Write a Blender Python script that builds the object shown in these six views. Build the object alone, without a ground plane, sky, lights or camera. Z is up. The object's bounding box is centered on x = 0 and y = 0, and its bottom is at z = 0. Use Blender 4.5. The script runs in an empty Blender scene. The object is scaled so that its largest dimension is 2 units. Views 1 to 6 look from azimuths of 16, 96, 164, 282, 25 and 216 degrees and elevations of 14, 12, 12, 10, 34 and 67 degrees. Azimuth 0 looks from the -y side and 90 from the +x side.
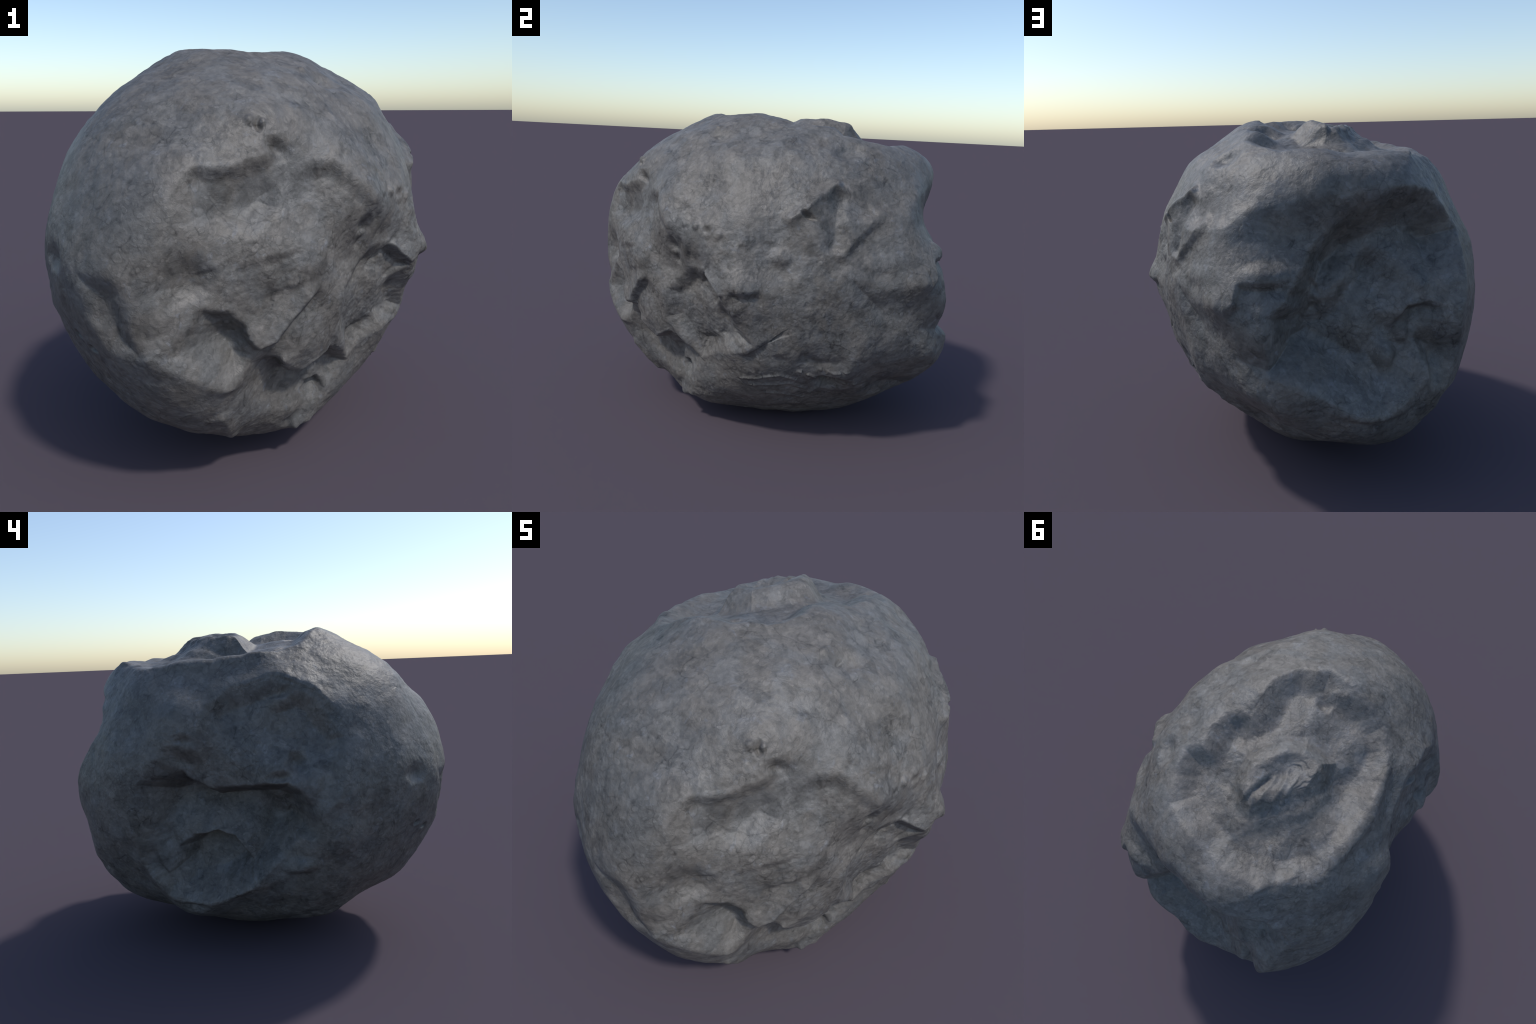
import bpy, bmesh
import numpy as np

# A single boulder.  Its body is a loft through cross-sections (distance from the centre every 12
# degrees of longitude); ledges, hollows, ribs and knobs are sculpted into it with strokes.
SOUTH_POLE, NORTH_POLE = 0.950, 0.986
RINGS = [
    # section at -78
    [0.893, 0.913, 0.934, 0.956, 0.977, 0.997, 1.017, 1.034, 1.047, 1.056, 1.060, 1.058, 1.052, 1.039, 1.023, 1.005, 0.987, 0.971, 0.954, 0.939, 0.923, 0.907, 0.892, 0.877, 0.866, 0.858, 0.853, 0.854, 0.862, 0.875],
    # section at -66
    [0.844, 0.862, 0.889, 0.924, 0.963, 0.994, 1.005, 0.990, 0.992, 1.031, 1.028, 1.010, 1.022, 1.049, 1.096, 1.098, 1.061, 1.013, 0.960, 0.933, 0.920, 0.910, 0.896, 0.867, 0.831, 0.804, 0.785, 0.777, 0.787, 0.814],
    # section at -54
    [0.746, 0.757, 0.780, 0.811, 0.857, 0.899, 0.970, 1.028, 0.995, 0.966, 0.972, 1.033, 1.100, 1.095, 1.004, 1.039, 1.082, 1.083, 1.011, 0.937, 0.901, 0.883, 0.872, 0.841, 0.804, 0.775, 0.755, 0.744, 0.737, 0.741],
    # section at -42
    [0.744, 0.756, 0.757, 0.787, 0.838, 0.888, 0.955, 0.950, 0.910, 0.932, 0.969, 1.056, 1.048, 1.080, 1.035, 1.113, 1.043, 0.968, 0.905, 0.864, 0.858, 0.852, 0.841, 0.826, 0.795, 0.774, 0.765, 0.747, 0.731, 0.758],
    # section at -30
    [0.713, 0.688, 0.744, 0.792, 0.791, 0.742, 0.837, 0.904, 0.874, 0.811, 0.879, 0.965, 1.155, 1.086, 1.051, 1.007, 0.906, 0.905, 0.892, 0.873, 0.849, 0.837, 0.829, 0.826, 0.823, 0.773, 0.759, 0.760, 0.723, 0.713],
    # section at -18
    [0.690, 0.844, 0.714, 0.695, 0.868, 0.842, 0.875, 0.971, 1.005, 1.122, 1.079, 1.043, 1.022, 0.998, 0.997, 0.954, 0.914, 0.925, 0.982, 0.840, 0.842, 0.831, 0.820, 0.819, 0.799, 0.866, 0.784, 0.715, 0.614, 0.736],
    # section at -6
    [0.731, 0.749, 0.757, 0.778, 0.778, 0.815, 0.895, 0.907, 0.965, 0.921, 1.142, 0.984, 0.986, 1.008, 0.965, 0.874, 0.885, 0.860, 0.886, 0.780, 0.850, 0.820, 0.808, 0.844, 0.847, 0.837, 0.759, 0.661, 0.695, 0.630],
    # section at 6
    [0.622, 0.688, 0.784, 0.800, 0.785, 0.903, 0.803, 0.941, 0.797, 1.004, 0.953, 1.024, 0.990, 0.887, 0.919, 0.691, 0.806, 0.770, 0.855, 0.811, 0.811, 0.907, 0.892, 0.783, 0.900, 0.823, 0.714, 0.711, 0.679, 0.706],
    # section at 18
    [0.627, 0.831, 0.749, 0.757, 0.882, 0.759, 0.881, 0.776, 0.958, 0.663, 1.063, 0.896, 0.879, 0.970, 0.833, 0.760, 0.676, 0.744, 0.764, 0.755, 0.883, 0.864, 0.842, 0.904, 0.935, 0.894, 0.741, 0.782, 0.716, 0.676],
    # section at 30
    [0.740, 0.809, 0.857, 0.812, 0.817, 0.855, 0.872, 0.813, 0.838, 0.806, 0.861, 0.899, 0.883, 0.819, 0.822, 0.782, 0.750, 0.696, 0.618, 0.844, 0.887, 0.888, 0.914, 0.946, 0.952, 0.985, 0.867, 0.778, 0.742, 0.775],
    # section at 42
    [0.744, 0.744, 0.817, 0.851, 0.878, 0.855, 0.857, 0.863, 0.864, 0.833, 0.872, 0.813, 0.822, 0.828, 0.768, 0.770, 0.855, 0.892, 0.860, 0.913, 0.878, 0.920, 0.920, 0.926, 0.985, 0.984, 0.837, 0.794, 0.818, 0.816],
    # section at 54
    [0.858, 0.905, 0.954, 0.914, 0.893, 0.886, 0.898, 0.908, 0.914, 0.858, 0.860, 0.888, 0.897, 0.900, 0.875, 0.810, 0.802, 0.874, 0.906, 0.902, 0.918, 0.931, 0.958, 0.995, 1.013, 1.038, 0.961, 0.896, 0.848, 0.852],
    # section at 66
    [0.976, 0.935, 0.922, 0.921, 0.924, 0.922, 0.918, 0.916, 0.913, 0.911, 0.910, 0.896, 0.880, 0.871, 0.881, 0.888, 0.894, 0.900, 0.908, 0.932, 0.962, 0.974, 0.983, 1.009, 1.027, 1.035, 1.046, 1.054, 1.044, 1.020],
    # section at 78
    [0.964, 0.969, 0.971, 0.968, 0.963, 0.958, 0.954, 0.950, 0.948, 0.945, 0.944, 0.943, 0.942, 0.941, 0.940, 0.940, 0.943, 0.948, 0.952, 0.956, 0.959, 0.960, 0.961, 0.962, 0.962, 0.961, 0.960, 0.958, 0.958, 0.959],
]
# patches with bedding ledges: lon, lat, half-widths, turn, ledge height
BEDDING = [(139.8, 71.0, 0.1, 0.08, 40, 0.006)]

# ---------------------------------------------------------------- seeded noise
def gradient_noise(p, seed):
    rng = np.random.RandomState(seed)
    perm = rng.permutation(256)
    perm = np.concatenate([perm, perm, perm])
    g = rng.normal(size=(256, 3))
    g /= np.linalg.norm(g, axis=1, keepdims=True)
    f = np.floor(p)
    i = f.astype(int) & 255
    t = p - f
    w = t * t * t * (t * (t * 6 - 15) + 10)
    out = 0
    for a in (0, 1):
        for b in (0, 1):
            for c in (0, 1):
                hsh = perm[perm[perm[i[:, 0] + a] + i[:, 1] + b] + i[:, 2] + c]
                v = (g[hsh] * (t - np.array([a, b, c]))).sum(1)
                wa = w[:, 0] if a else 1 - w[:, 0]
                wb = w[:, 1] if b else 1 - w[:, 1]
                wc = w[:, 2] if c else 1 - w[:, 2]
                out = out + wa * wb * wc * v
    return out


def fbm(p, scale, octaves, seed, gain=0.5):
    out, amp = 0, 1.0
    for k in range(octaves):
        out = out + amp * gradient_noise(p * scale * 2 ** k + 17.3 * k, seed + k)
        amp *= gain
    return out


def wobble(d):
    """Small sideways jitter that makes the edges of the strokes ragged."""
    return np.stack([0.010 * gradient_noise(d * 14, 31 + k) + 0.003 * gradient_noise(d * 38, 41 + k) for k in range(3)], 1)


# ---------------------------------------------------------------- base form
CENTRE = np.array([0.0, 0.0, 0.83])


def bspline_weights(t):
    return np.stack([(1 - t) ** 3, 3 * t ** 3 - 6 * t ** 2 + 4, -3 * t ** 3 + 3 * t ** 2 + 3 * t + 1, t ** 3], -1) / 6


def loft_axes(lon, lat):
    lon, lat = np.radians(lon), np.radians(lat)
    n = np.array([np.cos(lat) * np.cos(lon), np.cos(lat) * np.sin(lon), np.sin(lat)])
    e = np.array([-np.sin(lon), np.cos(lon), 0.0])
    return np.stack([e, np.cross(n, e), n])


LOFT = loft_axes(-115, 32)          # the loft runs along an axis that ends in two featureless places


def base_radius(d):
    """Loft through the cross-sections: distance from CENTRE in each direction (bicubic B-spline)."""
    rings = np.array([[SOUTH_POLE] * 30] + RINGS + [[NORTH_POLE] * 30])
    rows, cols = rings.shape
    d = d @ LOFT.T
    lat = np.degrees(np.arcsin(np.clip(d[:, 2], -1, 1)))
    lon = np.degrees(np.arctan2(d[:, 1], d[:, 0])) % 360
    fr, fc = (lat + 90) / 180 * (rows - 1), lon / 360 * cols
    r0, c0 = np.clip(np.floor(fr).astype(int), 0, rows - 2), np.floor(fc).astype(int)
    wr, wc = bspline_weights(fr - r0), bspline_weights(fc - c0)
    out = np.zeros(len(d))
    for a in range(4):
        row = r0 - 1 + a
        over = (row < 0) | (row > rows - 1)
        row = np.where(row < 0, -row, np.where(row > rows - 1, 2 * (rows - 1) - row, row))
        for b in range(4):
            col = (c0 - 1 + b + np.where(over, cols // 2, 0)) % cols
            out += wr[:, a] * wc[:, b] * rings[row, col]
    return out


# ---------------------------------------------------------------- sculpting strokes
def direction(lon, lat):
    lon, lat = np.radians(lon), np.radians(lat)
    return np.stack([np.cos(lat) * np.cos(lon), np.cos(lat) * np.sin(lon), np.sin(lat)], -1)


def smooth(e0, e1, x):
    t = np.clip((x - e0) / (e1 - e0), 0, 1)
    return t * t * (3 - 2 * t)


SPHERE = 0.86          # strokes are measured on a sphere of this radius


class Relief:
    """Height field over the directions d; every stroke adds to it along the radius."""

    def __init__(self, d, wob=None):
        self.d = d
        self.h = np.zeros(len(d))
        self.wob = np.zeros((len(d), 3)) if wob is None else wob   # ragged edges

    def near(self, pts, reach):
        m = np.zeros(len(self.d), bool)
        for p in pts:
            m |= ((self.d - p) ** 2).sum(1) < (reach / SPHERE) ** 2
        return np.nonzero(m)[0]

    def plane(self, lon, lat, i, ragged):
        c = direction(lon, lat)
        east = np.array([-np.sin(np.radians(lon)), np.cos(np.radians(lon)), 0.0])
        north = np.cross(c, east)
        q = (self.d[i] + self.wob[i] * ragged) * SPHERE
        return q @ east, q @ north

    def bowl(self, lon, lat, rx, ry, turn=0, depth=0.03, floor=0.0, rim=0.0, ragged=1.0):
        """Elliptical hollow (negative depth: a hump)."""
        i = self.near([direction(lon, lat)], 1.6 * max(rx, ry))
        u, v = self.plane(lon, lat, i, ragged)
        a = np.radians(turn)
        q = np.hypot((u * np.cos(a) + v * np.sin(a)) / rx, (v * np.cos(a) - u * np.sin(a)) / ry)
        self.h[i] -= depth * (1 - smooth(floor, 1.0, q))
        if rim:
            self.h[i] += rim * np.exp(-((q - 1) / 0.18) ** 2)

    def along(self, path, reach, ragged):
        """Signed distance (left of travel positive) and taper along a polyline of (lon, lat)."""
        pts = direction(*np.array(path, float).T)
        fine = [pts[0]]
        for a, b in zip(pts[:-1], pts[1:]):
            n = max(1, int(np.linalg.norm(b - a) / 0.06))
            fine += [a + (b - a) * (k + 1) / n for k in range(n)]
        i = self.near(fine, reach)
        q = (self.d[i] + self.wob[i] * ragged) * SPHERE
        p = pts * SPHERE
        best = np.full(len(i), 9.0)
        side = np.zeros(len(i))
        t_at = np.zeros(len(i))
        total = np.linalg.norm(np.diff(p, axis=0), axis=1).sum()
        run = 0.0
        for a, b in zip(p[:-1], p[1:]):
            e = b - a
            ln = np.linalg.norm(e)
            t = np.clip((q - a) @ e / ln ** 2, 0, 1)
            foot = a + t[:, None] * e
            dist = np.linalg.norm(q - foot, axis=1)
            nrm = np.cross(a, e)                       # points left of travel, seen from outside
            nrm /= np.linalg.norm(nrm)
            s = (q - a) @ nrm
            better = dist < best - 1e-9
            # at a corner take the segment that faces the point more squarely
            best = np.where(better, dist, best)
            side = np.where(better, np.sign(s), side)
            t_at = np.where(better, run + t * ln, t_at)
            run += ln
        return i, best * side, best, t_at, total

    def scarp(self, path, up=0.0, run_up=0.1, down=0.03, run_down=0.1, width=0.02, taper=0.10, ragged=1.0):
        """A step: the ground left of travel stands up, the ground right of it is cut down."""
        i, s, dist, t, total = self.along(path, 3.2 * max(run_up if up else 0, run_down if down else 0) + width, ragged)
        k = smooth(-width, width, s)
        prof = k * up * np.exp(-(np.maximum(s, 0) / run_up) ** 1.3) - (1 - k) * down * np.exp(-(np.maximum(-s, 0) / run_down) ** 1.3)
        end = smooth(0, taper, t) * smooth(0, taper, total - t) if taper > 0 else 1.0
        self.h[i] += prof * end

    def ridge(self, path, height=0.02, width=0.03, sharp=1.6, taper=0.04, ragged=1.0):
        """A crest (negative height: a groove)."""
        i, s, dist, t, total = self.along(path, 3.0 * width, ragged)
        end = smooth(-1e-6, taper, t) * smooth(-1e-6, taper, total - t) if taper > 0 else 1.0
        self.h[i] += height * np.exp(-(dist / width) ** sharp) * end

    def knob(self, lon, lat, radius, height, sharp=1.5, ragged=1.0):
        i = self.near([direction(lon, lat)], 3.0 * radius)
        u, v = self.plane(lon, lat, i, ragged)
        self.h[i] += height * np.exp(-(np.hypot(u, v) / radius) ** sharp)

    def basin(self, path, depth=0.08, wall=0.08, lean=0.0, ragged=1.0):
        """A hollow with a drawn outline, deepening over the width of its wall (negative depth: a mound).
        With lean it is deeper under its upper edge, as below an overhang."""
        pts = direction(*np.array(path, float).T)
        c = pts.mean(0)
        c /= np.linalg.norm(c)
        e1 = np.cross(c, [0.31, 0.52, 0.79])
        e1 /= np.linalg.norm(e1)
        e2 = np.cross(c, e1)

        def flat(q):
            w = q @ c
            return np.stack([q @ e1 / w, q @ e2 / w], 1) * SPHERE
        ring = flat(pts)
        i = self.near([c], 1.25 * np.linalg.norm(ring, axis=1).max())
        i = i[self.d[i] @ c > 0.15]
        q = flat(self.d[i] + self.wob[i] * ragged)
        inside = np.zeros(len(q), bool)
        dist = np.full(len(q), 9.0)
        for a, b in zip(ring, np.roll(ring, -1, 0)):
            e = b - a
            t = np.clip((q - a) @ e / (e @ e), 0, 1)
            dist = np.minimum(dist, np.linalg.norm(q - a - t[:, None] * e, axis=1))
            cross = (a[1] > q[:, 1]) != (b[1] > q[:, 1])
            xs = a[0] + (q[:, 1] - a[1]) * e[0] / (e[1] if abs(e[1]) > 1e-9 else 1e-9)
            inside ^= cross & (q[:, 0] < xs)
        deep = depth * smooth(-0.25 * wall, wall, np.where(inside, dist, -dist))
        if lean:
            z, zr = self.d[i][:, 2], pts[:, 2]
            deep = deep * np.clip(1 + lean * (2 * z - zr.max() - zr.min()) / (zr.max() - zr.min()), 0.0, 2.0)
        self.h[i] -= deep


def carve(r):
    # front face: brow, hollow under it, stepped flakes, round crater
    r.scarp([(-89.5, 20.3), (-85.7, 25.7), (-77.3, 27.7), (-71.0, 30.3), (-61.9, 35.5)], up=0.01, run_up=0.08, down=0.02, run_down=0.1, width=0.02)
    r.basin([(-88.9, 19.9), (-85.4, 25.6), (-77.4, 27.6), (-70.9, 29.8), (-66.4, 27.4), (-65.7, 21.2), (-72.8, 14.7), (-82.0, 13.7), (-87.2, 15.9)], depth=0.055, wall=0.1)
    r.bowl(-66.1, 34.1, rx=0.07, ry=0.045, turn=20, depth=0.018)
    r.scarp([(-62.4, 28.8), (-55.2, 30.9), (-49.6, 30.7), (-43.9, 26.1), (-37.0, 21.0), (-29.2, 19.7)], up=0.014, run_up=0.08, down=0.015, run_down=0.13, width=0.035)
    r.ridge([(-30.1, 19.1), (-33.9, 14.5), (-38.5, 8.4)], height=-0.015, width=0.028)
    r.scarp([(-21.5, 8.0), (-17.4, 4.0), (-11.7, -1.1)], up=0.015, run_up=0.05, down=0.045, run_down=0.07, width=0.012, taper=0.03)
    r.scarp([(-78.8, 6.0), (-72.8, 8.3), (-66.0, 9.3), (-59.7, 10.9)], down=0.012, run_down=0.09, width=0.02, taper=0.05)
    r.scarp([(-72.0, -0.3), (-66.1, 0.5), (-58.3, 2.2)], down=0.009, run_down=0.08, width=0.02, taper=0.05)
    r.basin([(-92.2, 7.7), (-88.4, 10.3), (-84.6, 10.0), (-81.5, 6.7), (-82.3, 1.5), (-85.5, -1.0), (-91.1, -1.5), (-93.5, 2.7)], depth=0.05, wall=0.09)
    r.scarp([(-76.0, -4.6), (-75.2, -11.3), (-71.6, -14.4), (-67.0, -13.6), (-63.9, -10.0), (-58.2, -4.5), (-53.5, 0.5)], up=0.025, run_up=0.07, down=0.02, run_down=0.12, width=0.022, taper=0.08)
    r.scarp([(-67.0, -18.9), (-63.6, -26.8), (-58.7, -29.8), (-52.3, -26.8), (-44.2, -22.9)], up=0.02, run_up=0.09, down=0.025, run_down=0.1, width=0.025, taper=0.05)
    r.basin([(-74.6, -18.3), (-68.3, -16.3), (-61.4, -25.7), (-52.7, -29.9), (-42.0, -24.7), (-27.9, -36.4), (-44.8, -46.2), (-61.7, -45.4), (-73.8, -38.3), (-78.3, -27.9)], depth=0.04, wall=0.09)
    r.basin([(-42.2, -3.1), (-30.0, 7.7), (-21.5, 8.0), (-9.0, -4.9), (-0.6, -18.5), (-13.7, -26.7), (-29.1, -33.7), (-44.3, -16.4)], depth=0.055, wall=0.09)
    r.basin([(-89.1, -11.1), (-88.1, -7.1), (-83.9, -2.6), (-79.1, -4.0), (-75.3, -8.7), (-73.7, -16.7), (-77.8, -22.1), (-83.3, -17.8), (-87.5, -14.6)], depth=0.075, wall=0.1)
    r.scarp([(-89.3, -11.5), (-88.1, -7.1), (-83.9, -2.6), (-79.1, -4.0), (-75.7, -8.0)], up=0.015, run_up=0.06, down=0.0, width=0.025)
    r.basin([(-107.5, 4.5), (-100.0, 5.7), (-97.2, 3.4), (-96.3, -0.9), (-96.7, -6.0), (-96.1, -10.4), (-102.4, -9.7), (-105.7, -3.7)], depth=0.035, wall=0.07)
    r.scarp([(-92.5, 7.6), (-89.5, 9.6), (-84.5, 10.1)], up=0.01, run_up=0.05, down=0.0, width=0.02)
    r.ridge([(-96.9, -6.0), (-92.5, -6.2), (-88.7, -5.2)], height=-0.012, width=0.03)
    r.ridge([(-95.9, -9.6), (-88.6, -14.6), (-83.2, -18.1), (-78.1, -23.3)], height=0.018, width=0.035)
    r.knob(-78.1, -22.5, radius=0.03, height=0.02)
    r.ridge([(-81.7, -30.0), (-80.6, -36.5), (-80.9, -47.7)], height=0.02, width=0.03)
    r.ridge([(-40.2, -42.1), (-49.7, -47.0), (-60.0, -52.6)], height=-0.02, width=0.03)
    r.knob(-53.2, -52.2, radius=0.035, height=0.03)
    r.bowl(-45.5, -43.7, rx=0.08, ry=0.06, depth=0.045)
    r.bowl(-119.6, 6.1, rx=0.08, ry=0.06, depth=0.02)
    r.bowl(-115.1, -10.2, rx=0.03, ry=0.02, depth=0.02)
    r.ridge([(-84.4, 33.3), (-84.7, 26.2)], height=0.006, width=0.015)
    r.knob(-73.4, 38.8, radius=0.015, height=0.01, sharp=3)
    r.knob(-70.4, 38.6, radius=0.012, height=0.012, sharp=3)
    r.bowl(-71.6, 38.1, rx=0.022, ry=0.035, depth=0.02)
    r.knob(-43.4, 62.7, radius=0.015, height=0.012)
    r.bowl(-36.5, 59.2, rx=0.03, ry=0.015, turn=30, depth=0.012)
    # sunny flank: overhanging slot, slanting ribs, deep hole, rubble, nose
    r.ridge([(9.5, 26.3), (14.7, 29.2), (21.9, 33.8), (33.6, 39.5)], height=0.028, width=0.032)
    r.bowl(18.0, 28.8, rx=0.05, ry=0.017, turn=-33, depth=0.03)
    r.ridge([(27.9, 13.8), (34.0, 20.5), (41.1, 25.9), (46.6, 29.5)], height=0.02, width=0.035)
    r.ridge([(32.3, 37.0), (28.7, 26.8), (26.8, 15.9)], height=-0.02, width=0.045)
    r.bowl(-37.1, 16.0, rx=0.06, ry=0.05, depth=0.035)
    r.ridge([(-30.3, 14.2), (-18.3, 7.9), (-11.4, -2.7), (-13.3, -22.1)], height=-0.015, width=0.05)
    r.knob(-4.8, 4.9, radius=0.05, height=0.015)
    r.scarp([(-9.7, 3.0), (-5.0, 1.6), (0.3, 2.1), (4.2, 3.4)], up=0.005, run_up=0.05, down=0.03, run_down=0.07, width=0.03, taper=0.06)
    r.knob(-18.9, 24.2, radius=0.03, height=0.012)
    r.knob(-24.5, 23.6, radius=0.02, height=0.012, sharp=3)
    r.knob(-14.2, 21.3, radius=0.02, height=0.01, sharp=3)
    r.bowl(-19.2, 22.8, rx=0.035, ry=0.03, depth=0.01)
    r.bowl(-67.3, 34.6, rx=0.05, ry=0.03, depth=0.02)
    r.scarp([(-6.7, -26.5), (5.7, -16.9), (8.5, -22.1), (16.4, -23.1)], up=0.01, run_up=0.06, down=0.012, run_down=0.08, width=0.03, taper=0.08)
    r.ridge([(-7.9, -36.9), (2.1, -35.6), (12.1, -31.9), (21.8, -35.3)], height=0.008, width=0.011, taper=0.03)
    r.ridge([(-3.1, -39.9), (8.5, -40.2), (17.8, -37.6), (28.0, -41.1)], height=0.008, width=0.011, taper=0.03)
    r.ridge([(18.7, -29.0), (26.1, -30.9), (32.7, -36.5), (28.6, -44.2)], height=0.009, width=0.011, taper=0.03)
    r.ridge([(26.3, -27.1), (33.0, -27.4), (38.3, -24.9)], height=0.007, width=0.011, taper=0.03)
    r.ridge([(3.6, -45.7), (16.3, -45.7), (31.3, -48.9)], height=0.007, width=0.011, taper=0.03)
    r.ridge([(34.4, -35.2), (40.3, -34.3), (45.5, -31.4)], height=0.006, width=0.011, taper=0.03)
    r.ridge([(18.0, -21.5), (27.2, -24.4), (36.9, -21.3)], height=-0.015, width=0.04)
    r.knob(-45.6, -52.5, radius=0.035, height=0.02)
    r.ridge([(-48.3, -31.9), (-52.6, -43.1), (-49.1, -46.9)], height=-0.02, width=0.03)
    r.bowl(35.1, -34.0, rx=0.13, ry=0.08, depth=0.06)
    r.bowl(41.5, 8.4, rx=0.1, ry=0.08, depth=0.02)
    r.bowl(42.0, 49.3, rx=0.1, ry=0.07, depth=0.03)
    r.bowl(-33.1, 58.5, rx=0.11, ry=0.07, depth=0.02)
    r.bowl(8.7, 15.6, rx=0.08, ry=0.07, depth=-0.025)
    r.knob(53.3, 5.8, radius=0.05, height=0.025)
    r.basin([(33.8, 6.8), (43.9, 5.3), (50.7, 4.0), (58.4, 3.1), (72.0, -10.9), (62.9, -16.2), (80.0, -35.3), (61.6, -42.5), (39.0, -30.0), (38.8, -11.7)], depth=0.055, wall=0.15)
    # shaded back: flattened sunken face, arched crater, creases, bottom lip
    r.basin([(67.1, -10.4), (67.1, 2.9), (71.8, 6.5), (78.6, 20.0), (87.9, 28.0), (95.8, 29.6), (103.9, 31.0), (117.3, 29.4), (123.8, 20.1), (120.0, 12.0), (115.2, 0.3), (112.9, -9.5), (106.1, -17.8), (98.0, -23.0), (89.6, -21.5), (73.9, -11.9)], depth=0.17, wall=0.1)
    r.basin([(69.7, -6.1), (73.5, 1.9), (80.9, 4.0), (87.5, 11.1), (98.6, 20.6), (104.6, 17.3), (108.0, 9.9), (105.3, 0.0), (106.1, -9.5), (99.2, -18.1), (90.0, -17.8), (78.5, -12.4)], depth=0.08, wall=0.1)
    r.scarp([(80.6, 24.2), (86.3, 29.1), (94.1, 31.2), (102.5, 30.4), (116.9, 28.2), (122.6, 21.3)], up=0.01, run_up=0.08, down=0.02, run_down=0.17, width=0.03)
    r.bowl(66.1, 13.9, rx=0.12, ry=0.06, depth=-0.03)
    r.ridge([(25.3, 26.7), (41.1, 24.5), (53.7, 25.2), (63.5, 30.3), (77.1, 31.7), (88.9, 32.9)], height=0.045, width=0.09, taper=0.12)
    r.bowl(87.7, -10.3, rx=0.09, ry=0.12, depth=0.02)
    r.bowl(113.1, -10.9, rx=0.08, ry=0.15, depth=0.11)
    r.bowl(100.3, -11.8, rx=0.07, ry=0.12, depth=-0.055)
    r.bowl(119.5, -23.6, rx=0.07, ry=0.06, depth=0.03)
    r.bowl(114.8, 26.1, rx=0.1, ry=0.06, depth=-0.03)
    r.ridge([(117.2, 6.1), (114.0, 8.9), (108.0, 5.5)], height=0.02, width=0.06)
    r.bowl(79.0, 3.2, rx=0.07, ry=0.06, depth=0.035)
    r.scarp([(53.4, 5.2), (56.0, 3.8), (59.4, 6.1), (59.9, 10.6), (70.3, 10.7), (72.8, 13.1)], up=0.015, run_up=0.05, down=0.02, run_down=0.1, width=0.02)
    r.ridge([(80.2, 12.5), (75.5, 8.6), (70.3, 6.8)], height=-0.02, width=0.05)
    r.scarp([(101.6, -5.7), (104.1, -1.6), (106.2, 1.8), (111.3, 2.3), (116.1, 0.1)], up=0.025, run_up=0.1, down=0.03, run_down=0.14, width=0.02)
    r.ridge([(100.0, -15.7), (103.4, -17.6), (107.6, -16.7)], height=-0.015, width=0.03)
    r.ridge([(70.5, -7.7), (79.4, -12.8), (88.5, -18.3)], height=-0.02, width=0.05)
    r.scarp([(78.6, -20.9), (86.6, -22.1), (93.3, -23.9), (102.1, -24.2), (111.2, -20.4)], up=0.012, run_up=0.06, down=0.0, width=0.02)
    # shaded side: three arched overhangs and a scooped floor with a lip
    r.basin([(146.2, 3.7), (153.2, 13.4), (164.9, 19.2), (168.3, 32.7), (176.5, 38.7), (-165.0, 42.0), (-149.4, 34.3), (-142.4, 20.4), (-145.9, 5.6), (-152.2, -6.6), (-163.3, -20.7), (-175.0, -30.2), (162.9, -35.6), (149.4, -32.4), (143.1, -21.6)], depth=0.06, wall=0.08)
    r.scarp([(169.7, 34.1), (176.7, 39.9), (-164.9, 43.4), (-149.2, 36.5), (-143.8, 28.8), (-142.2, 22.3)], up=0.012, run_up=0.08, down=0.01, run_down=0.15, width=0.02)
    r.scarp([(158.1, 20.3), (162.3, 22.4), (166.8, 22.3)], down=0.025, run_down=0.08, width=0.02, taper=0.05)
    r.scarp([(147.2, 7.3), (153.1, 8.8), (159.3, 11.3), (160.3, 9.5), (167.6, 5.3), (-178.6, 6.3), (-161.3, 7.0), (-156.7, 3.7), (-153.3, -2.0), (-152.7, -6.7)], up=0.02, run_up=0.08, down=0.0, width=0.02)
    r.scarp([(157.8, -15.2), (168.4, -14.4), (176.0, -17.1), (-176.8, -24.6)], up=0.02, run_up=0.06, down=0.0, width=0.02)
    r.basin([(147.8, 6.4), (153.1, 8.8), (159.3, 11.3), (160.3, 9.5), (167.4, 4.9), (-178.6, 6.3), (-161.3, 7.0), (-156.7, 3.7), (-153.3, -2.0), (-153.5, -9.6), (-163.7, -19.5), (-173.6, -28.6), (172.4, -34.9), (155.7, -34.8), (150.1, -26.6), (146.9, -13.0)], depth=0.1, wall=0.06, lean=0.55, ragged=1.2)
    r.basin([(152.5, -19.3), (158.5, -15.2), (168.5, -14.6), (176.1, -17.4), (-175.8, -26.5), (-177.4, -30.7), (171.2, -35.7), (154.6, -34.7), (150.3, -26.4)], depth=0.115, wall=0.065, lean=0.3)
    r.ridge([(144.0, -17.8), (145.3, -28.6), (152.2, -33.2), (160.3, -35.9), (172.8, -35.2), (-176.4, -31.4), (-159.1, -27.3)], height=0.008, width=0.03)
    r.bowl(159.8, 16.0, rx=0.08, ry=0.06, depth=0.045)
    r.bowl(-154.2, -8.2, rx=0.07, ry=0.09, depth=0.065)
    r.bowl(-157.3, 13.9, rx=0.08, ry=0.09, depth=0.05)
    r.bowl(-160.6, 36.0, rx=0.09, ry=0.05, depth=-0.04)
    r.bowl(-143.4, -11.5, rx=0.16, ry=0.14, depth=-0.02)
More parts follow.
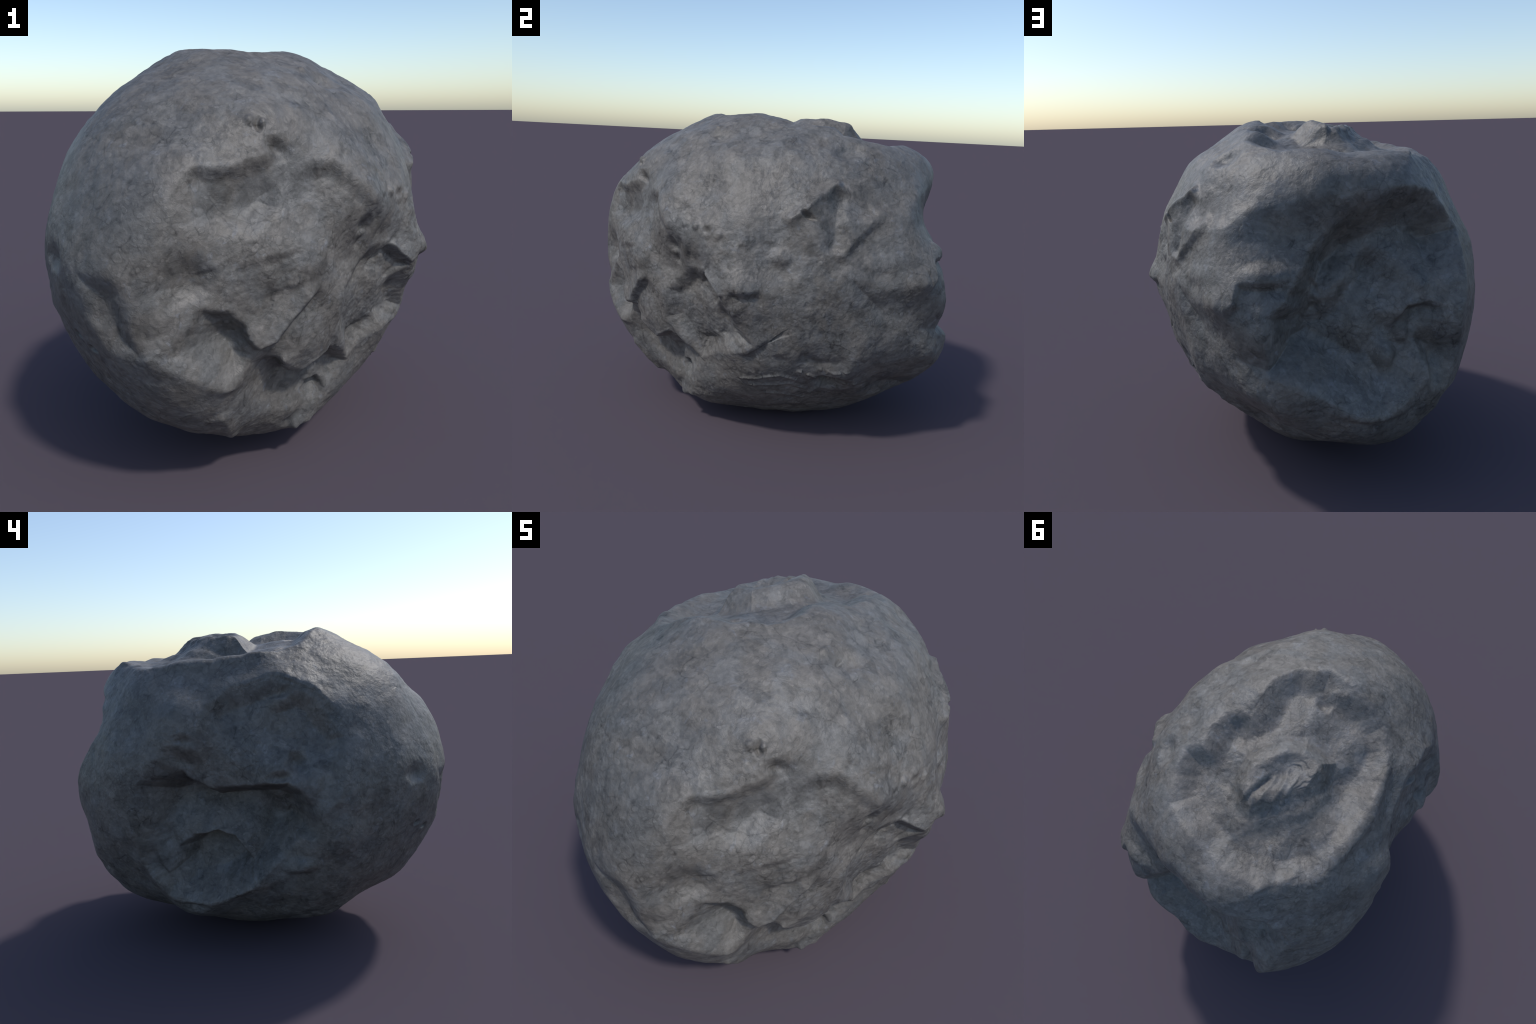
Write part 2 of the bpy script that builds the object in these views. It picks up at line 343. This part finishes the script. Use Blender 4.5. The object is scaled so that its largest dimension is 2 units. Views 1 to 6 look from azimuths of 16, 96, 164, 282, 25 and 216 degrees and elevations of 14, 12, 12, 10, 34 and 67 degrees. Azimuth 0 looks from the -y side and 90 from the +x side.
    r.bowl(159.8, -36.5, rx=0.11, ry=0.05, depth=0.03)
    r.bowl(-156.9, -23.0, rx=0.12, ry=0.06, turn=20, depth=-0.035)
    r.bowl(-162.8, 9.4, rx=0.1, ry=0.05, depth=0.03)
    r.bowl(-109.5, -12.0, rx=0.03, ry=0.02, depth=0.025)
    # top: sunken moat with a broken rim round a ribbed mound
    r.basin([(69.1, 47.9), (58.3, 52.7), (48.0, 57.3), (52.0, 63.0), (38.8, 67.2), (24.6, 70.5), (22.6, 75.4), (32.8, 79.4), (8.2, 81.9), (-42.9, 76.5), (-64.3, 72.9), (-76.1, 71.1), (-89.1, 71.1), (-98.2, 67.9), (-113.5, 67.2), (-124.6, 65.4), (-135.3, 62.0), (-145.7, 57.5), (-160.2, 54.9), (-179.3, 52.3), (167.4, 48.9), (153.0, 46.5), (136.6, 42.4), (119.7, 41.7), (101.0, 44.5), (81.2, 47.2)], depth=0.075, wall=0.11, ragged=0.6)
    r.bowl(-153.9, 63.4, rx=0.2, ry=0.17, depth=-0.03)
    r.basin([(83.1, 63.0), (76.6, 72.3), (86.1, 79.5), (125.7, 84.3), (178.3, 79.8), (176.3, 67.4), (159.0, 64.5), (137.1, 62.5), (116.1, 59.6), (103.9, 57.3), (93.9, 58.6)], depth=-0.1, wall=0.105, ragged=0.6)
    r.bowl(128.9, 48.8, rx=0.17, ry=0.08, turn=35, depth=0.025)
    r.bowl(-118.3, 74.6, rx=0.06, ry=0.05, depth=0.025)
    r.knob(121.7, 66.8, radius=0.09, height=0.025)
    r.ridge([(99.1, 50.7), (114.8, 52.8), (134.5, 55.5), (158.0, 58.1), (-174.6, 62.5)], height=-0.045, width=0.07, sharp=2, taper=0.15)
    r.scarp([(48.8, 57.2), (34.7, 67.8), (25.3, 78.3), (-41.3, 76.6), (-77.0, 71.3), (-98.7, 68.0), (-124.5, 65.8), (-145.8, 58.4)], up=0.012, run_up=0.06, down=0.0, width=0.03)
    r.ridge([(133.9, 43.0), (150.5, 48.2), (168.1, 51.5), (-170.4, 53.9), (-154.0, 55.8)], height=0.055, width=0.06, taper=0.2)
    r.ridge([(83.9, 46.0), (87.7, 46.0), (98.9, 45.1), (108.6, 44.5), (124.0, 42.8)], height=-0.04, width=0.09, taper=0.12)
    r.ridge([(-107.4, 71.8), (-122.2, 69.3), (-126.0, 65.8)], height=0.018, width=0.025)
    r.scarp([(95.8, 59.8), (101.7, 65.7), (114.4, 72.0)], up=0.01, run_up=0.05, down=0.02, run_down=0.05, width=0.018, taper=0.06)
    r.ridge([(105.5, 60.3), (109.4, 65.2), (117.8, 71.7)], height=0.009, width=0.016)
    r.ridge([(112.9, 61.0), (118.4, 65.3), (129.1, 71.7)], height=0.009, width=0.016)
    r.ridge([(121.9, 62.8), (127.7, 66.7), (140.9, 72.0)], height=0.009, width=0.016)
    r.ridge([(135.8, 65.3), (145.6, 68.2), (158.4, 71.0)], height=0.009, width=0.016)
    r.knob(114.9, 40.8, radius=0.05, height=0.025)
    r.scarp([(112.5, 39.0), (117.3, 41.7), (123.7, 42.4), (131.6, 43.6)], up=0.012, run_up=0.04, down=0.012, run_down=0.06, width=0.018, taper=0.06)


# ---------------------------------------------------------------- the surface
def stair(z, step, sharp):
    """Round z to ledges of the given step, with sloping risers."""
    k = np.floor(z / step)
    return (k + smooth(0.5 - sharp, 0.5 + sharp, z / step - k)) * step


def surface(d):
    wob = wobble(d)
    relief = Relief(d, wob)
    carve(relief)
    r = base_radius(d) + relief.h
    # weathered unevenness, from hand-size lumps down to grit
    rough = 0.6 + 0.6 * smooth(-0.2, 0.3, fbm(d, 2.2, 2, 5))
    r += 0.010 * rough * fbm(d, 5.0, 2, 11) + 0.0047 * rough * fbm(d, 13.0, 3, 12)
    r += 0.0025 * rough * (0.25 - np.abs(fbm(d, 20.0, 3, 13)))
    # bedding ledges that show on the mound and under the sunny flank
    for lon, lat, rx, ry, turn, step in BEDDING:
        i = relief.near([direction(lon, lat)], 1.2 * max(rx, ry))
        u, v = relief.plane(lon, lat, i, 3.0)
        a = np.radians(turn)
        q = np.hypot((u * np.cos(a) + v * np.sin(a)) / rx, (v * np.cos(a) - u * np.sin(a)) / ry)
        m = 1 - smooth(0.6, 1.0, q)
        z = r[i] * d[i, 2] + 0.25 * step * gradient_noise(d[i] * 9, 77)
        lift = stair(z, step, 0.16) - z
        up = np.abs(d[i, 2])
        r[i] += m * lift * np.sign(d[i, 2]) * np.maximum(up, 0.5)
    return r


# ---------------------------------------------------------------- material
def stone_material():
    mat = bpy.data.materials.new("weathered_grey_stone")
    mat.use_nodes = True
    nt = mat.node_tree
    N, L = nt.nodes, nt.links
    bsdf = N["Principled BSDF"]

    def node(kind, **values):
        n = N.new(kind)
        for k, v in values.items():
            if k in n.inputs.keys():
                n.inputs[k].default_value = v
            else:
                setattr(n, k, v)
        return n

    def math(op, a, b=None, c=None):
        n = N.new("ShaderNodeMath")
        n.operation = op
        for s, x in zip(n.inputs, (a, b, c)):
            if x is None:
                continue
            if isinstance(x, (int, float)):
                s.default_value = x
            else:
                L.new(x, s)
        return n.outputs[0]

    def span(x, lo, hi, a=0.0, b=1.0):
        n = N.new("ShaderNodeMapRange")
        n.interpolation_type = "SMOOTHSTEP"
        L.new(x, n.inputs["Value"])
        for k, v in zip(("From Min", "From Max", "To Min", "To Max"), (lo, hi, a, b)):
            n.inputs[k].default_value = v
        return n.outputs[0]

    def mix(fac, a, b, mode="MIX"):
        n = N.new("ShaderNodeMix")
        n.data_type = "RGBA"
        n.blend_type = mode
        for s, x in ((n.inputs[0], fac), (n.inputs[6], a), (n.inputs[7], b)):
            if isinstance(x, (int, float)):
                s.default_value = x
            elif isinstance(x, tuple):
                s.default_value = (*x, 1)
            else:
                L.new(x, s)
        return n.outputs[2]

    co = N.new("ShaderNodeTexCoord").outputs["Object"]

    def noise(scale, detail=3.0, rough=0.55, dist=0.0, off=(0, 0, 0)):
        m = node("ShaderNodeMapping")
        m.inputs["Location"].default_value = off
        L.new(co, m.inputs[0])
        n = node("ShaderNodeTexNoise", Scale=scale, Detail=detail, Roughness=rough, Distortion=dist)
        L.new(m.outputs[0], n.inputs["Vector"])
        return n.outputs["Fac"]

    # warped coordinates so that the pebbles are irregular
    wn = node("ShaderNodeTexNoise", Scale=9.0, Detail=2.0)
    L.new(co, wn.inputs["Vector"])
    warp = node("ShaderNodeVectorMath", operation="MULTIPLY_ADD")
    L.new(wn.outputs["Color"], warp.inputs[0])
    warp.inputs[1].default_value = (0.085, 0.085, 0.085)
    L.new(co, warp.inputs[2])

    def pebbles(scale, keep, radius):
        """Rounded clasts: (mask of clasts, thin dark seam round them)."""
        v = node("ShaderNodeTexVoronoi", Scale=scale, Randomness=1.0)
        L.new(warp.outputs[0], v.inputs["Vector"])
        sep = N.new("ShaderNodeSeparateColor")
        L.new(v.outputs["Color"], sep.inputs[0])
        size = span(sep.outputs[0], 0, 1, radius * 0.55, radius)
        d = math("DIVIDE", v.outputs["Distance"], size)
        chosen = math("GREATER_THAN", sep.outputs[1], 1 - keep)
        body = math("MULTIPLY", span(d, 0.78, 1.0, 1, 0), chosen)
        seam = math("MULTIPLY", math("MULTIPLY", span(d, 0.80, 1.05), span(d, 1.05, 1.4, 1, 0)), chosen)
        return body, seam, sep.outputs[2]

    b1, s1, t1 = pebbles(11.0, 0.45, 0.50)
    b2, s2, t2 = pebbles(23.0, 0.50, 0.52)
    b3, s3, t3 = pebbles(50.0, 0.55, 0.55)
    fine = noise(64, 4, 0.65)
    mid = noise(17, 4, 0.6)
    broad = noise(2.6, 3, 0.55, 0.3, (3, 1, 7))
    tint = noise(7.0, 4, 0.6, 0.3, (9, 4, 2))
    grime = noise(4.5, 5, 0.65, 0.6, (5, 8, 1))
    patchy = span(noise(3.4, 3, 0.6, 0.4, (1, 9, 4)), 0.34, 0.56)      # pebbles come in crowds

    def cells(scale):
        """Irregular grains: every grain has a tone of its own, with soft borders."""
        n = node("ShaderNodeTexVoronoi", Scale=scale, feature="SMOOTH_F1")
        n.inputs["Smoothness"].default_value = 0.2
        L.new(warp.outputs[0], n.inputs["Vector"])
        sep = N.new("ShaderNodeSeparateColor")
        L.new(n.outputs["Color"], sep.inputs[0])
        return math("SUBTRACT", sep.outputs[0], 0.5)

    def veins(scale, width):
        n = node("ShaderNodeTexVoronoi", Scale=scale, feature="DISTANCE_TO_EDGE")
        L.new(warp.outputs[0], n.inputs["Vector"])
        return span(n.outputs["Distance"], 0.0, width, 1, 0)

    # value: one number near 1 that gathers all tone changes
    v = math("ADD", 1.0, math("MULTIPLY", math("SUBTRACT", mid, 0.5), 0.62))
    v = math("ADD", v, math("MULTIPLY", math("SUBTRACT", fine, 0.5), 0.72))
    v = math("ADD", v, math("MULTIPLY", math("SUBTRACT", broad, 0.5), 0.35))
    v = math("ADD", v, math("MULTIPLY", cells(19.0), 0.32))
    v = math("ADD", v, math("MULTIPLY", cells(47.0), 0.26))
    for b, s, t, gain in ((b1, s1, t1, 0.17), (b2, s2, t2, 0.20), (b3, s3, t3, 0.19)):
        lift = span(t, 0, 1, 0.1 * gain, gain)
        v = math("ADD", v, math("MULTIPLY", math("MULTIPLY", b, lift), patchy))
        v = math("SUBTRACT", v, math("MULTIPLY", math("MULTIPLY", s, 0.5 * gain), patchy))
    crack = math("MULTIPLY", veins(13.0, 0.06), span(noise(5.0, 3, 0.6, 0.5, (4, 2, 8)), 0.50, 0.60))
    v = math("SUBTRACT", v, math("MULTIPLY", crack, 0.26))
    v = math("SUBTRACT", v, math("MULTIPLY", span(grime, 0.49, 0.62), 0.18))

    warm, cool = (0.120, 0.112, 0.103), (0.115, 0.113, 0.110)
    hue = mix(span(tint, 0.42, 0.62), warm, cool)
    hue = mix(math("MULTIPLY", span(noise(5.5, 4, 0.6, 0.5, (2, 6, 3)), 0.60, 0.74), 0.45), hue, (0.120, 0.107, 0.094))
    pale = span(noise(24.0, 3, 0.6, 0.6, (7, 7, 2)), 0.60, 0.72)       # small bluish blooms
    hue = mix(math("MULTIPLY", pale, 0.75), hue, (0.138, 0.140, 0.146))
    grey = N.new("ShaderNodeCombineColor")
    for k in range(3):
        L.new(v, grey.inputs[k])
    colour = mix(1.0, hue, grey.outputs[0], "MULTIPLY")
    L.new(colour, bsdf.inputs["Base Color"])
    bsdf.inputs["Roughness"].default_value = 0.55
    bsdf.inputs["Specular IOR Level"].default_value = 0.5

    hgt = math("ADD", math("MULTIPLY", fine, 0.5), math("MULTIPLY", mid, 0.6))
    hgt = math("ADD", hgt, math("ADD", math("MULTIPLY", b1, 0.10), math("MULTIPLY", b2, 0.10)))
    hgt = math("ADD", hgt, math("MULTIPLY", b3, 0.07))
    bump = node("ShaderNodeBump", Strength=0.45, Distance=0.010)
    L.new(hgt, bump.inputs["Height"])
    L.new(bump.outputs[0], bsdf.inputs["Normal"])
    return mat


# ---------------------------------------------------------------- build
def build():
    bm = bmesh.new()
    bmesh.ops.create_icosphere(bm, subdivisions=9, radius=1.0)
    mesh = bpy.data.meshes.new("boulder")
    bm.to_mesh(mesh)
    bm.free()
    co = np.empty(len(mesh.vertices) * 3)
    mesh.vertices.foreach_get("co", co)
    d = co.reshape(-1, 3)
    d /= np.linalg.norm(d, axis=1, keepdims=True)
    p = CENTRE + d * surface(d)[:, None]
    # it rests on the ground: settle the lowest few centimetres to z = 0
    p[:, 2] -= p[:, 2].min() * np.clip(1 - p[:, 2] / 0.08, 0, 1)
    p[:, 2] = np.maximum(p[:, 2], 0)
    mesh.vertices.foreach_set("co", p.ravel())
    mesh.update()
    mesh.shade_smooth()
    mesh.materials.append(stone_material())
    rock = bpy.data.objects.new("boulder", mesh)
    rock["label"] = "rounded grey boulder with craters, ledges and sunken top"
    rock["category"] = "boulder"
    bpy.context.scene.collection.objects.link(rock)


build()
